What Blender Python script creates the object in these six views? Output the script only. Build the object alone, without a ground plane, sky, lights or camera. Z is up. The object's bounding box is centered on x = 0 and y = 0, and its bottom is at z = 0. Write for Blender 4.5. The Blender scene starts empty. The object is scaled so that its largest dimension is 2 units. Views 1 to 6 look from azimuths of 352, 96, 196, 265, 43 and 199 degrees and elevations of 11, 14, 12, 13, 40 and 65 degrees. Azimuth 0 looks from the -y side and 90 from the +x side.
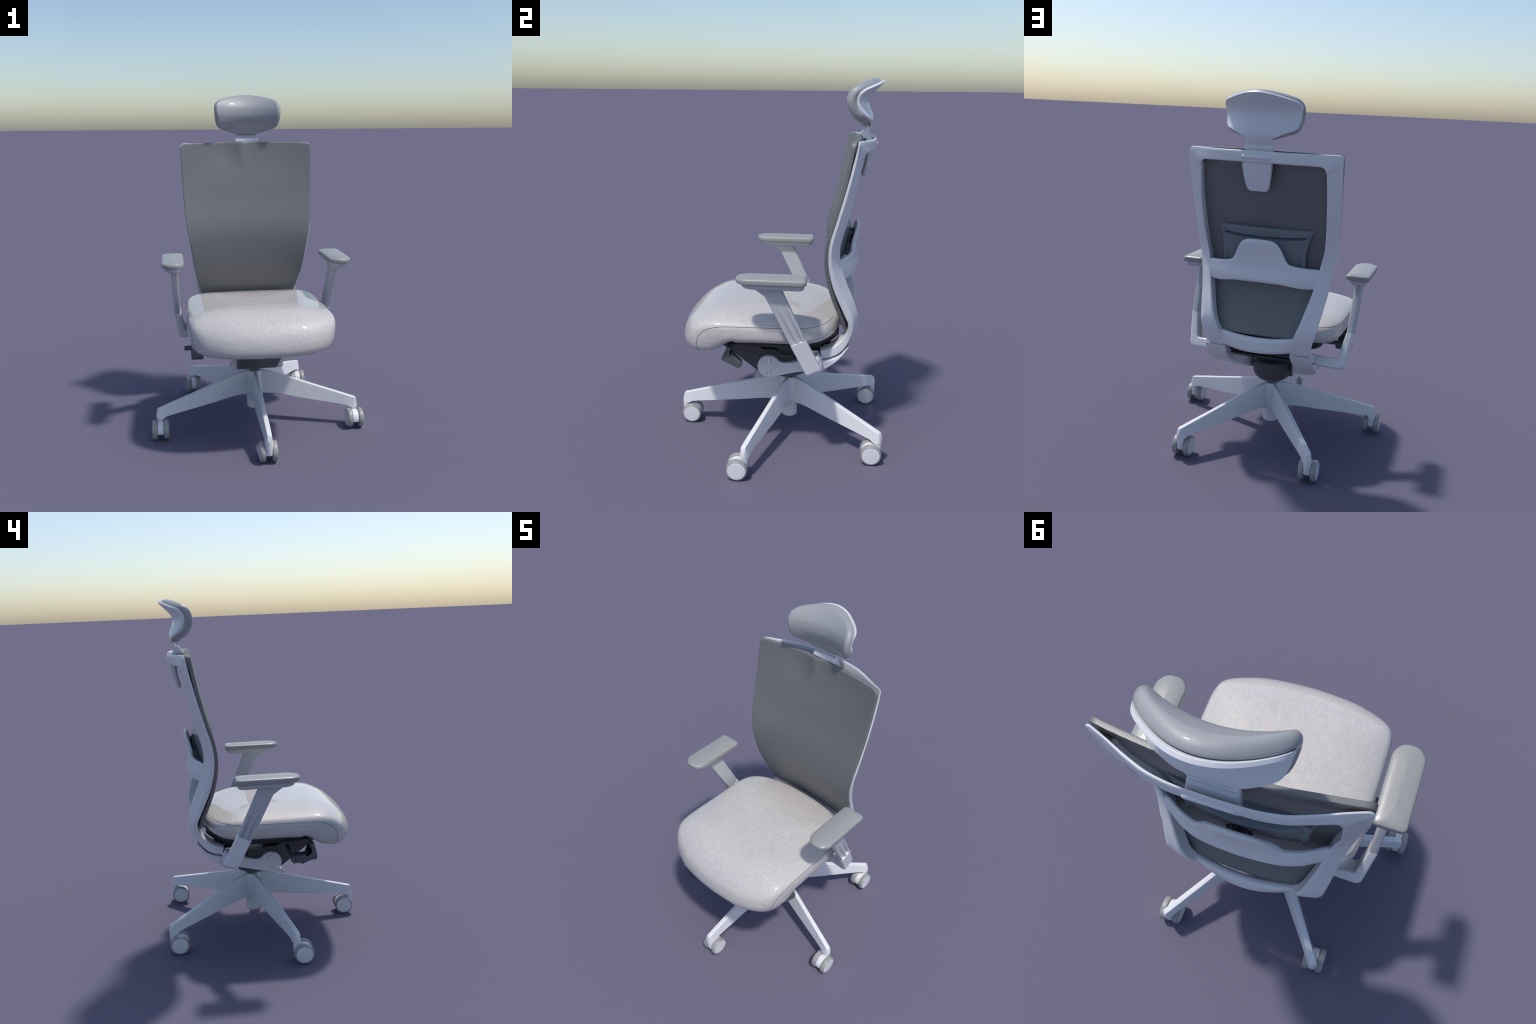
import bpy, math
import numpy as np

# ---------------------------------------------------------------- helpers
RNG = np.random.default_rng(7)


def curve1(xs, ys):
    """Monotone cubic through control points (PCHIP), extrapolates flat."""
    xs, ys = np.array(xs, float), np.array(ys, float)
    if xs[0] > xs[-1]:
        xs, ys = xs[::-1], ys[::-1]
    h = np.diff(xs)
    d = np.diff(ys) / h
    m = np.zeros(len(xs))
    m[0], m[-1] = d[0], d[-1]
    for i in range(1, len(xs) - 1):
        if d[i - 1] * d[i] > 0:
            w1, w2 = 2 * h[i] + h[i - 1], h[i] + 2 * h[i - 1]
            m[i] = (w1 + w2) / (w1 / d[i - 1] + w2 / d[i])

    def f(x):
        x = np.clip(np.asarray(x, float), xs[0], xs[-1])
        i = np.clip(np.searchsorted(xs, x) - 1, 0, len(xs) - 2)
        t = (x - xs[i]) / h[i]
        return ((1 + 2 * t) * (1 - t) ** 2 * ys[i] + t * (1 - t) ** 2 * h[i] * m[i]
                + t * t * (3 - 2 * t) * ys[i + 1] + t * t * (t - 1) * h[i] * m[i + 1])
    return f


def smooth(a, b, x):
    t = np.clip((np.asarray(x, float) - a) / (b - a), 0, 1)
    return t * t * (3 - 2 * t)


def spline(points, n):
    """Catmull-Rom like curve through n-dimensional control points."""
    p = np.array(points, float)
    s = np.concatenate([[0], np.cumsum(np.linalg.norm(np.diff(p, axis=0), axis=1) + 1e-9)])
    t = np.linspace(0, s[-1], n)
    m = np.zeros_like(p)
    m[1:-1] = (p[2:] - p[:-2]) / (s[2:] - s[:-2])[:, None]
    m[0], m[-1] = (p[1] - p[0]) / (s[1] - s[0]), (p[-1] - p[-2]) / (s[-1] - s[-2])
    i = np.clip(np.searchsorted(s, t) - 1, 0, len(s) - 2)
    h = (s[i + 1] - s[i])[:, None]
    u = ((t - s[i])[:, None]) / h
    return ((1 + 2 * u) * (1 - u) ** 2 * p[i] + u * (1 - u) ** 2 * h * m[i]
            + u * u * (3 - 2 * u) * p[i + 1] + u * u * (u - 1) * h * m[i + 1])


def unit_ring(rx, ry, n=4, side=1):
    """Rounded unit square as a ring of (u, v); side = extra points per straight run."""
    pts = []
    for cx, cy, a0 in ((1 - rx, 1 - ry, 0), (rx, 1 - ry, 90), (rx, ry, 180), (1 - rx, ry, 270)):
        for k in range(n + 1):
            a = math.radians(a0 + 90 * k / n)
            pts.append((cx + rx * math.cos(a), cy + ry * math.sin(a)))
        if side > 1:
            nxt = {0: (rx, 1), 90: (0, ry), 180: (1 - rx, 0), 270: (1, 1 - ry)}[a0]
            last = pts[-1]
            for k in range(1, side):
                f = k / side
                pts.append((last[0] + (nxt[0] - last[0]) * f, last[1] + (nxt[1] - last[1]) * f))
    return np.array(pts)


def bilinear(uv, p00, p10, p01, p11):
    u, v = uv[:, :1], uv[:, 1:]
    p00, p10, p01, p11 = (np.array(p, float) for p in (p00, p10, p01, p11))
    return p00 * (1 - u) * (1 - v) + p10 * u * (1 - v) + p01 * (1 - u) * v + p11 * u * v


def build(name, verts, faces, mat, parent=None, angle=38, collection=None):
    me = bpy.data.meshes.new(name)
    me.from_pydata([tuple(map(float, v)) for v in verts], [], faces)
    me.validate()
    import bmesh
    bm = bmesh.new()
    bm.from_mesh(me)
    bmesh.ops.remove_doubles(bm, verts=bm.verts, dist=1e-6)
    bmesh.ops.recalc_face_normals(bm, faces=bm.faces)
    bm.to_mesh(me)
    bm.free()
    me.polygons.foreach_set("use_smooth", [True] * len(me.polygons))
    me.set_sharp_from_angle(angle=math.radians(angle))
    me.materials.append(mat)
    ob = bpy.data.objects.new(name, me)
    bpy.context.scene.collection.objects.link(ob)
    if parent:
        ob.parent = parent
    if mat.name not in SOFT:                     # moulded parts: flat faces stay flat, only the edges roll
        wn = ob.modifiers.new("weighted_normals", "WEIGHTED_NORMAL")
        wn.keep_sharp = True
        wn.weight = 80
    return ob


SOFT = ("seat_linen", "mesh_fabric", "headrest_leather", "seam_thread")


def loft_data(rings, cap=True, base=0, dome=0.0):
    n, m = len(rings[0]), len(rings)
    verts = [p for r in rings for p in r]
    faces = []
    for j in range(m - 1):
        for i in range(n):
            k = (i + 1) % n
            faces.append((base + j * n + i, base + j * n + k, base + (j + 1) * n + k, base + (j + 1) * n + i))
    if cap:
        for j in (0, m - 1):
            c = np.mean(np.array(rings[j]), axis=0)
            verts.append(c)
            ci = base + len(verts) - 1
            for i in range(n):
                faces.append((base + j * n + i, base + j * n + (i + 1) % n, ci))
    return verts, faces


def mirror_x(verts):
    return [(-v[0], v[1], v[2]) for v in verts]


def loft(name, rings, mat, parent=None, cap=True, angle=38, mirror=False):
    v, f = loft_data(rings, cap)
    if mirror:
        v = mirror_x(v)
    return build(name, v, f, mat, parent, angle)


def joined(name, pieces, mat, parent=None, angle=38, mirror=False):
    V, F = [], []
    for v, f in pieces:
        b = len(V)
        V += list(v)
        F += [tuple(i + b for i in q) for q in f]
    if mirror:
        V = mirror_x(V)
    return build(name, V, F, mat, parent, angle)


def lathe(profile, axis="z", n=40, centre=(0, 0, 0), squash=None):
    """profile = [(radius, height)], revolved round an axis through centre."""
    rings = []
    for r, h in profile:
        ring = []
        for k in range(n):
            a = 2 * math.pi * k / n
            c, s = r * math.cos(a), r * math.sin(a)
            p = {"z": (c, s, h), "x": (h, c, s), "y": (s, h, c)}[axis]
            ring.append((p[0] + centre[0], p[1] + centre[1], p[2] + centre[2]))
        rings.append(ring)
    return loft_data(rings)


def extrude_x(outline, x0, x1, bevel=0.003, steps=3):
    """Closed (y, z) outline extruded along x with a rounded bevel at both ends."""
    o = np.array(outline, float)
    prev, nxt = np.roll(o, 1, 0), np.roll(o, -1, 0)
    t = nxt - prev
    nrm = np.stack([t[:, 1], -t[:, 0]], 1)
    nrm /= np.linalg.norm(nrm, axis=1)[:, None] + 1e-9
    area = 0.5 * np.sum(o[:, 0] * nxt[:, 1] - nxt[:, 0] * o[:, 1])
    if area < 0:
        nrm = -nrm
    rings = []
    for k in range(steps + 1):
        a = math.pi / 2 * k / steps
        ins, x = bevel * (1 - math.sin(a)), x0 + bevel * (1 - math.cos(a))
        rings.append([(x, *(q)) for q in o - nrm * ins])
    for k in range(steps + 1):
        a = math.pi / 2 * (1 - k / steps)
        ins, x = bevel * (1 - math.sin(a)), x1 - bevel * (1 - math.cos(a))
        rings.append([(x, *(q)) for q in o - nrm * ins])
    return loft_data(rings)


def round_poly(points, r, n=5):
    """Closed 2D polygon with rounded corners; r a number or one per corner."""
    P = np.array(points, float)
    out = []
    m = len(P)
    for i in range(m):
        a, b, c = P[i - 1], P[i], P[(i + 1) % m]
        rr = r[i] if hasattr(r, "__len__") else r
        d1, d2 = a - b, c - b
        l1, l2 = np.linalg.norm(d1), np.linalg.norm(d2)
        k = min(rr, l1 * 0.49, l2 * 0.49)
        p, q = b + d1 / l1 * k, b + d2 / l2 * k
        for j in range(n + 1):
            t = j / n
            out.append((1 - t) ** 2 * p + 2 * t * (1 - t) * b + t * t * q)
    return np.array(out)


def box(c, s, r=0.004):
    """Rounded box: centre, size."""
    c, s = np.array(c, float), np.array(s, float)
    ol = round_poly([(c[1] - s[1] / 2, c[2] - s[2] / 2), (c[1] + s[1] / 2, c[2] - s[2] / 2),
                     (c[1] + s[1] / 2, c[2] + s[2] / 2), (c[1] - s[1] / 2, c[2] + s[2] / 2)], r)
    return extrude_x(ol, c[0] - s[0] / 2, c[0] + s[0] / 2, r)


def tube(path, radius, n=8):
    p = np.array(path, float)
    t = np.gradient(p, axis=0)
    t /= np.linalg.norm(t, axis=1)[:, None]
    up = np.array([0.0, 0.0, 1.0])
    rings = []
    side = np.cross(t[0], up)
    if np.linalg.norm(side) < 1e-3:
        side = np.array([1.0, 0, 0])
    for i in range(len(p)):
        side = side - t[i] * (side @ t[i])
        side /= np.linalg.norm(side)
        b = np.cross(t[i], side)
        rings.append([p[i] + radius * (math.cos(2 * math.pi * k / n) * side + math.sin(2 * math.pi * k / n) * b)
                      for k in range(n)])
    return loft_data(rings)


# ---------------------------------------------------------------- materials
def new_mat(name):
    m = bpy.data.materials.new(name)
    m.use_nodes = True
    nt = m.node_tree
    return m, nt, nt.nodes["Principled BSDF"]


def set_in(b, **kw):
    for k, v in kw.items():
        b.inputs[k.replace("_", " ")].default_value = v


def plastic(name, colour, rough, spec=0.5, grain=0.0, grain_scale=900, coat=0.0):
    m, nt, b = new_mat(name)
    set_in(b, Base_Color=(*colour, 1), Roughness=rough)
    b.inputs["Specular IOR Level"].default_value = spec
    if coat:
        b.inputs["Coat Weight"].default_value = coat
        b.inputs["Coat Roughness"].default_value = 0.03
    tc = nt.nodes.new("ShaderNodeTexCoord")
    nz = nt.nodes.new("ShaderNodeTexNoise")
    nz.inputs["Scale"].default_value = 6
    nz.inputs["Detail"].default_value = 3
    nt.links.new(tc.outputs["Object"], nz.inputs["Vector"])
    rp = nt.nodes.new("ShaderNodeMapRange")
    rp.inputs["To Min"].default_value = 0.96
    rp.inputs["To Max"].default_value = 1.03
    nt.links.new(nz.outputs["Fac"], rp.inputs["Value"])
    mx = nt.nodes.new("ShaderNodeMix")
    mx.data_type = "RGBA"
    mx.blend_type = "MULTIPLY"
    mx.inputs["Factor"].default_value = 1
    mx.inputs["A"].default_value = (*colour, 1)
    nt.links.new(rp.outputs["Result"], mx.inputs["B"])
    nt.links.new(mx.outputs["Result"], b.inputs["Base Color"])
    if grain:
        n2 = nt.nodes.new("ShaderNodeTexNoise")
        n2.inputs["Scale"].default_value = grain_scale
        nt.links.new(tc.outputs["Object"], n2.inputs["Vector"])
        bp = nt.nodes.new("ShaderNodeBump")
        bp.inputs["Strength"].default_value = grain
        bp.inputs["Distance"].default_value = 0.001
        nt.links.new(n2.outputs["Fac"], bp.inputs["Height"])
        nt.links.new(bp.outputs["Normal"], b.inputs["Normal"])
    return m


WHITE = plastic("white_plastic", (0.705, 0.705, 0.725), 0.30, 0.5)
POST = plastic("shade_darkened_plastic", (0.46, 0.47, 0.495), 0.30, 0.5)  # base colour lowered to carry the shading on the post's outer face
GREY = plastic("grey_soft_plastic", (0.292, 0.294, 0.292), 0.30, 0.5, 0.04, 700)
TYRE = plastic("grey_rubber", (0.30, 0.30, 0.292), 0.38, 0.5)
DARK = plastic("dark_plastic", (0.075, 0.074, 0.080), 0.42, 0.5)
BLACK = plastic("black_plastic", (0.018, 0.020, 0.024), 0.28, 0.5)
LEVER = plastic("dark_grey_plastic", (0.085, 0.095, 0.10), 0.35, 0.5)
PILLOW = plastic("lumbar_grey_plastic", (0.165, 0.185, 0.20), 0.40, 0.5)
PAD = plastic("headrest_leather", (0.30, 0.308, 0.32), 0.50, 0.5, 0.05, 420, coat=0.6)

STEEL, _nt, _b = new_mat("screw_steel")
set_in(_b, Base_Color=(0.72, 0.70, 0.72, 1), Metallic=1.0, Roughness=0.16)
SEAM, _nt, _b = new_mat("seam_thread")
set_in(_b, Base_Color=(0.13, 0.13, 0.13, 1), Roughness=0.7)


def thread_noise(nt, tc, scale, detail=2.0):
    mp = nt.nodes.new("ShaderNodeMapping")
    mp.inputs["Scale"].default_value = scale
    nt.links.new(tc.outputs["Object"], mp.inputs["Vector"])
    nz = nt.nodes.new("ShaderNodeTexNoise")
    nz.inputs["Scale"].default_value = 1.0
    nz.inputs["Detail"].default_value = detail
    nt.links.new(mp.outputs["Vector"], nz.inputs["Vector"])
    return nz.outputs["Fac"]


def math_node(nt, op, a, b=None, c=None):
    n = nt.nodes.new("ShaderNodeMath")
    n.operation = op
    for i, v in enumerate((a, b, c)):
        if v is None:
            continue
        if isinstance(v, (int, float)):
            n.inputs[i].default_value = v
        else:
            nt.links.new(v, n.inputs[i])
    return n.outputs[0]


def seat_fabric():
    m, nt, b = new_mat("seat_linen")
    tc = nt.nodes.new("ShaderNodeTexCoord")
    a = thread_noise(nt, tc, (330, 13, 60), 3)    # threads running front to back
    c = thread_noise(nt, tc, (13, 330, 330), 3)   # threads running across
    d = thread_noise(nt, tc, (95, 40, 60), 2)     # short slubs
    s = math_node(nt, "ADD", a, math_node(nt, "MULTIPLY", c, 1.0))
    s = math_node(nt, "ADD", s, math_node(nt, "MULTIPLY", d, 1.1))
    rp = nt.nodes.new("ShaderNodeValToRGB")
    rp.color_ramp.elements[0].position = 0.33
    rp.color_ramp.elements[0].color = (0.435, 0.41, 0.395, 1)
    rp.color_ramp.elements[1].position = 0.68
    rp.color_ramp.elements[1].color = (0.575, 0.55, 0.54, 1)
    nt.links.new(math_node(nt, "DIVIDE", s, 3.1), rp.inputs["Fac"])
    nt.links.new(rp.outputs["Color"], b.inputs["Base Color"])
    set_in(b, Roughness=0.5)
    b.inputs["Specular IOR Level"].default_value = 0.2
    b.inputs["Coat Weight"].default_value = 1.0
    b.inputs["Coat Roughness"].default_value = 0.02
    bp = nt.nodes.new("ShaderNodeBump")
    bp.inputs["Strength"].default_value = 0.12
    bp.inputs["Distance"].default_value = 0.0015
    nt.links.new(math_node(nt, "ADD", a, c), bp.inputs["Height"])
    nt.links.new(bp.outputs["Normal"], b.inputs["Normal"])
    return m


def mesh_fabric():
    m, nt, b = new_mat("mesh_fabric")
    tc = nt.nodes.new("ShaderNodeTexCoord")
    # woven cell pattern: two sine gratings, half a cell shifted on every other row
    sp = nt.nodes.new("ShaderNodeSeparateXYZ")
    nt.links.new(tc.outputs["Object"], sp.inputs[0])
    k = 2 * math.pi / 0.0064
    sx = math_node(nt, "SINE", math_node(nt, "MULTIPLY", math_node(nt, "ADD", math_node(nt, "ADD", sp.outputs["X"], sp.outputs["Y"]), math_node(nt, "MULTIPLY", sp.outputs["Z"], 0.5)), k))
    sz = math_node(nt, "SINE", math_node(nt, "MULTIPLY", math_node(nt, "SUBTRACT", math_node(nt, "ADD", sp.outputs["Z"], sp.outputs["Y"]), math_node(nt, "MULTIPLY", sp.outputs["X"], 0.5)), k))
    w = math_node(nt, "MULTIPLY", sx, sz)
    rp = nt.nodes.new("ShaderNodeValToRGB")
    rp.color_ramp.elements[0].position = 0.0
    rp.color_ramp.elements[0].color = (0.11, 0.113, 0.115, 1)
    rp.color_ramp.elements[1].position = 1.0
    rp.color_ramp.elements[1].color = (0.197, 0.202, 0.202, 1)
    ge = nt.nodes.new("ShaderNodeNewGeometry")
    sn = nt.nodes.new("ShaderNodeSeparateXYZ")
    nt.links.new(ge.outputs["Normal"], sn.inputs[0])
    face_on = math_node(nt, "POWER", math_node(nt, "ABSOLUTE", sn.outputs["Y"]), 3.0)
    nt.links.new(math_node(nt, "MULTIPLY_ADD", math_node(nt, "MULTIPLY", w, face_on), -0.5, 0.5), rp.inputs["Fac"])
    nt.links.new(rp.outputs["Color"], b.inputs["Base Color"])
    # eyelets between the threads do not shine
    sheen = nt.nodes.new("ShaderNodeMapRange")
    sheen.inputs["From Min"].default_value = 0.05
    sheen.inputs["From Max"].default_value = 0.40
    sheen.inputs["To Min"].default_value = 0.95
    sheen.inputs["To Max"].default_value = 0.08
    nt.links.new(w, sheen.inputs["Value"])
    nt.links.new(sheen.outputs["Result"], b.inputs["Specular IOR Level"])
    set_in(b, Roughness=0.39)
    bp = nt.nodes.new("ShaderNodeBump")
    bp.inputs["Strength"].default_value = 0.15
    bp.inputs["Distance"].default_value = 0.001
    nt.links.new(w, bp.inputs["Height"])
    nt.links.new(bp.outputs["Normal"], b.inputs["Normal"])
    return m


LINEN = seat_fabric()
MESH = mesh_fabric()

# ---------------------------------------------------------------- chair root
CY = 0.061                      # y of the gas-lift column
chair = bpy.data.objects.new("office_chair", None)
bpy.context.scene.collection.objects.link(chair)
chair["label"] = "white swivel office chair with grey mesh back, headrest and armrests"
chair["category"] = "office chair"

# ---------------------------------------------------------------- five-star base
hub = joined("star_base", [
    lathe([(0.0, 0.3165), (0.03, 0.3165), (0.046, 0.316), (0.050, 0.312), (0.053, 0.30), (0.058, 0.26), (0.060, 0.22),
           (0.058, 0.175), (0.055, 0.155), (0.0, 0.153)], "z", 48, (0, CY, 0)),
], WHITE, chair)
joined("gas_lift_column", [
    lathe([(0.0, 0.17), (0.046, 0.17), (0.046, 0.085), (0.045, 0.078), (0.042, 0.074), (0.036, 0.071), (0.0, 0.070)],
          "z", 40, (0, CY, 0))], WHITE, hub)
joined("gas_lift_piston", [
    lathe([(0.0, 0.345), (0.030, 0.345), (0.030, 0.31), (0.0, 0.31)], "z", 32, (0, CY, 0))], DARK, hub)


def leg_mesh():
    """One leg of the star along +x, swept section: narrow flat top, wider bottom, nose over the caster."""
    R = 0.6256
    ztop = curve1([0.03, 0.095, 0.20, 0.40, 0.60, R, 0.632, 0.638], [0.317, 0.311, 0.286, 0.2335, 0.181, 0.1735, 0.158, 0.142])
    zbot = curve1([0.03, 0.11, 0.30, 0.45, 0.56, 0.585, 0.595, 0.61, 0.638], [0.172, 0.174, 0.154, 0.138, 0.126, 0.122, 0.115, 0.112, 0.113])
    wt = curve1([0.03, 0.2, 0.6, 0.64], [0.0115, 0.0115, 0.0125, 0.012])
    wb = curve1([0.03, 0.15, 0.4, 0.57, 0.605, 0.64], [0.034, 0.0325, 0.0265, 0.0222, 0.0232, 0.0232])
    rings = []
    stem_r, rc = 0.6145, 0.0232              # the tip turns into an upright collar round the stem
    xs = list(np.linspace(0.03, 0.55, 22)) + list(np.linspace(0.565, stem_r, 6))
    xs += [stem_r + rc * math.sin(math.radians(g)) for g in (12, 24, 35, 45, 54, 62, 70, 77, 83, 87, 89.5)]
    for x in xs:
        t, b_, a, c = ztop(x), zbot(x), wt(x), wb(x)
        if x > stem_r:
            c = math.sqrt(max(rc * rc - (x - stem_r) ** 2, 1e-8))
            a = min(a, c)
            t = float(curve1([0.61, 0.6256, 0.6285, 0.632, 0.6355, 0.638], [0.1775, 0.1735, 0.168, 0.156, 0.142, 0.128])(x))
        uv = unit_ring(0.16, 0.05, 4)
        q = bilinear(uv, (x, -c, b_), (x, c, b_), (x, -a, t), (x, a, t))
        v, side = uv[:, 1], np.where(uv[:, 0] < 0.02, -1.0, np.where(uv[:, 0] > 0.98, 1.0, 0.0))
        q[:, 1] += side * 0.003 * np.sin(np.pi * v) * (x < stem_r)   # sides bow slightly outward
        if x > 0.58:                                                 # collar keeps full width up its lower part
            f = smooth(0.58, stem_r, x)
            lower = smooth(0.62, 0.30, v)
            q[:, 1] += f * lower * (np.sign(q[:, 1]) * c - q[:, 1]) * (np.abs(side) > 0)
        rings.append(q)
    return loft_data(rings)


lv, lf = leg_mesh()
first_leg = None
LEG_ANGLES = [-90 + 72 * k for k in range(5)]
for a in LEG_ANGLES:
    if first_leg is None:
        ob = build("leg", lv, lf, WHITE, hub, 40)
        first_leg = ob
    else:
        ob = first_leg.copy()
        bpy.context.scene.collection.objects.link(ob)
        ob.parent = hub
    ob.name = "leg"
    ob.location = (0, CY, 0)
    ob.rotation_euler = (0, 0, math.radians(a))

# ---- casters (wheel axis along x, trail along local -y from the stem)
WR, TRAIL = 0.0562, 0.035


def caster_body():
    pieces = []
    # hood between the wheels: D-shaped block over the upper half, with the stem shoulder
    o = []
    for k in range(25):
        a = math.radians(-18 + 196 * k / 24)
        o.append((-TRAIL - 0.0500 * math.cos(math.pi - a) * -1 * -1, WR + 0.0500 * math.sin(a)))
    o = [(-TRAIL + 0.050 * math.cos(math.radians(-2 + 192 * k / 24)), WR + 0.050 * math.sin(math.radians(-2 + 192 * k / 24)))
         for k in range(25)]
    o += [(-TRAIL - 0.028, WR - 0.004), (-TRAIL + 0.02, WR - 0.012)]
    pieces.append(extrude_x(o, -0.0175, 0.0175, 0.003))
    # upright shoulder below the leg's nose
    rings = []
    for z, w, y0, y1 in ((0.052, 0.0160, -0.012, 0.0165), (0.07, 0.0170, -0.012, 0.020), (0.085, 0.0185, -0.013, 0.0215),
                         (0.098, 0.0205, -0.018, 0.0222), (0.110, 0.0215, -0.020, 0.0225), (0.1135, 0.0205, -0.019, 0.0215)):
        q = bilinear(unit_ring(0.48, 0.48, 6), (-w, y0, z), (w, y0, z), (-w, y1, z), (w, y1, z))
        rings.append(q)
    pieces.append(loft_data(rings))
    # stem and axle
    pieces.append(lathe([(0.0, 0.10), (0.011, 0.10), (0.011, 0.125), (0.0, 0.125)], "z", 20))
    pieces.append(lathe([(0.0, -0.03), (0.012, -0.03), (0.012, 0.03), (0.0, 0.03)], "x", 20, (0, -TRAIL, WR)))
    return pieces


def tyre(side):
    p = [(0.010, 0.018), (0.040, 0.018), (0.0515, 0.019), (0.0550, 0.022), (WR, 0.027), (WR, 0.039), (0.0550, 0.0440),
         (0.0520, 0.0470), (0.0478, 0.0480), (0.0470, 0.0470), (0.010, 0.0470)]
    v, f = lathe([(r, h) for r, h in p], "x", 48, (0, -TRAIL, WR))
    return (mirror_x(v) if side < 0 else v), f


def cap(side):
    p = [(0.012, 0.0465), (0.0462, 0.0465), (0.0466, 0.0476), (0.0455, 0.0484), (0.030, 0.0489), (0.0, 0.0490)]
    v, f = lathe(p, "x", 48, (0, -TRAIL, WR))
    return (mirror_x(v) if side < 0 else v), f


protos = None
for a in LEG_ANGLES:
    r = 0.6145
    loc = (r * math.cos(math.radians(a)), CY + r * math.sin(math.radians(a)), 0)
    if protos is None:
        protos = (joined("caster", caster_body(), WHITE, chair),
                  build("tyre", *tyre(1), TYRE), build("tyre", *tyre(-1), TYRE),
                  build("wheel_cap", *cap(1), WHITE), build("wheel_cap", *cap(-1), WHITE))
        objs = protos
    else:
        objs = []
        for p in protos:
            q = p.copy()
            bpy.context.scene.collection.objects.link(q)
            objs.append(q)
    objs[0].name = "caster"
    objs[0].parent = chair
    objs[0].location = loc
    objs[0].rotation_euler = (0, 0, math.pi if a == -90 else 0.0)
    for o in objs[1:]:
        o.parent = objs[0]

# ---------------------------------------------------------------- tilt mechanism
mech_outline = round_poly([(-0.315, 0.545), (-0.305, 0.520), (-0.27, 0.500), (-0.12, 0.388), (-0.06, 0.362), (0.05, 0.355),
                           (0.085, 0.395), (0.09, 0.470), (0.08, 0.490), (0.015, 0.488), (-0.005, 0.510), (-0.025, 0.518),
                           (-0.085, 0.516), (-0.12, 0.540)], 0.012, 4)
mech = joined("tilt_mechanism", [
    extrude_x(mech_outline, -0.1185, 0.1185, 0.006),
    lathe([(0.0, 0.475), (0.100, 0.475), (0.113, 0.465), (0.116, 0.440), (0.115, 0.392), (0.108, 0.372), (0.088, 0.352), (0.070, 0.342),
           (0.05, 0.339), (0.0, 0.339)], "z", 40, (0, 0.066, 0)),
    box((0, 0.02, 0.555), (0.16, 0.36, 0.07), 0.01),
    box((0, -0.20, 0.553), (0.225, 0.20, 0.05), 0.01),
], DARK, chair)

# bolted side plates that run back and out to the backrest frame
disc_c, disc_r = np.array([-0.048, 0.428]), 0.0645


def side_arm(mirror):
    # disc
    o = [disc_c + disc_r * np.array([math.cos(2 * math.pi * k / 48), math.sin(2 * math.pi * k / 48)]) for k in range(48)]
    disc = extrude_x(o, 0.1205, 0.1535, 0.003)
    # arm: stations (y_top, z_top, y_bot, z_bot, x_in, x_out)
    st = [(-0.030, 0.482, -0.030, 0.366, 0.122, 0.1532), (-0.005, 0.470, 0.000, 0.373, 0.122, 0.1533), (0.020, 0.4565, 0.022, 0.3785, 0.122, 0.1535),
          (0.045, 0.4535, 0.048, 0.386, 0.1225, 0.155), (0.09, 0.465, 0.09, 0.400, 0.126, 0.163),
          (0.14, 0.487, 0.14, 0.420, 0.140, 0.188), (0.185, 0.512, 0.192, 0.444, 0.165, 0.245),
          (0.220, 0.530, 0.232, 0.466, 0.182, 0.300), (0.255, 0.5415, 0.272, 0.496, 0.190, 0.312),
          (0.300, 0.553, 0.322, 0.535, 0.190, 0.310), (0.342, 0.574, 0.366, 0.586, 0.186, 0.303), (0.362, 0.598, 0.388, 0.622, 0.185, 0.302)]
    st = spline(st, 48)
    rings = [bilinear(unit_ring(0.12, 0.22, 4), (xi, yb, zb), (xo, yb, zb), (xi, yt, zt), (xo, yt, zt))
             for yt, zt, yb, zb, xi, xo in st]
    return joined("side_arm", [disc, loft_data(rings)], WHITE, mech, 40, mirror)


for mir in (False, True):
    arm = side_arm(mir)
    for z in (0.462, 0.391):
        v, f = lathe([(0.0, 0.150), (0.0115, 0.150), (0.0118, 0.1565), (0.0105, 0.1592), (0.0085, 0.1602), (0.0068, 0.1596), (0.0060, 0.1570), (0.003, 0.1562), (0.0, 0.1575)],
                     "x", 24, (0, -0.048, z))
        build("bolt", mirror_x(v) if mir else v, f, STEEL, mech, 30)

# cross members seen from behind, below the seat
joined("cross_tube", [tube([(-0.20, 0.235, 0.535), (-0.1, 0.245, 0.535), (0.1, 0.245, 0.535), (0.20, 0.235, 0.535)], 0.012, 14)], BLACK, mech)
joined("spring", [lathe([(0.0, -0.11), (0.014, -0.11), (0.014, 0.11), (0.0, 0.11)], "x", 20, (0, 0.065, 0.545))], WHITE, mech)

# seat pan
pan_z = curve1([-0.30, -0.27, -0.235, -0.05, 0.20, 0.29, 0.335], [0.592, 0.596, 0.609, 0.609, 0.612, 0.628, 0.655])
pan_pieces = []
rings = []
for y in np.linspace(-0.285, 0.335, 34):
    z0 = float(pan_z(y))
    w = float(curve1([-0.285, -0.25, 0.15, 0.25, 0.335], [0.29, 0.315, 0.315, 0.27, 0.20])(y))
    rings.append(bilinear(unit_ring(0.02, 0.35, 3), (-w, y, z0), (w, y, z0), (-w, y, z0 + 0.05), (w, y, z0 + 0.05)))
pan_pieces.append(loft_data(rings))
pan_pieces.append(box((0.0, 0.05, 0.594), (0.50, 0.42, 0.026), 0.008))
pan_pieces.append(box((0.0, 0.215, 0.588), (0.46, 0.16, 0.05), 0.012))
pan = joined("seat_pan", pan_pieces, BLACK, chair)

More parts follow.
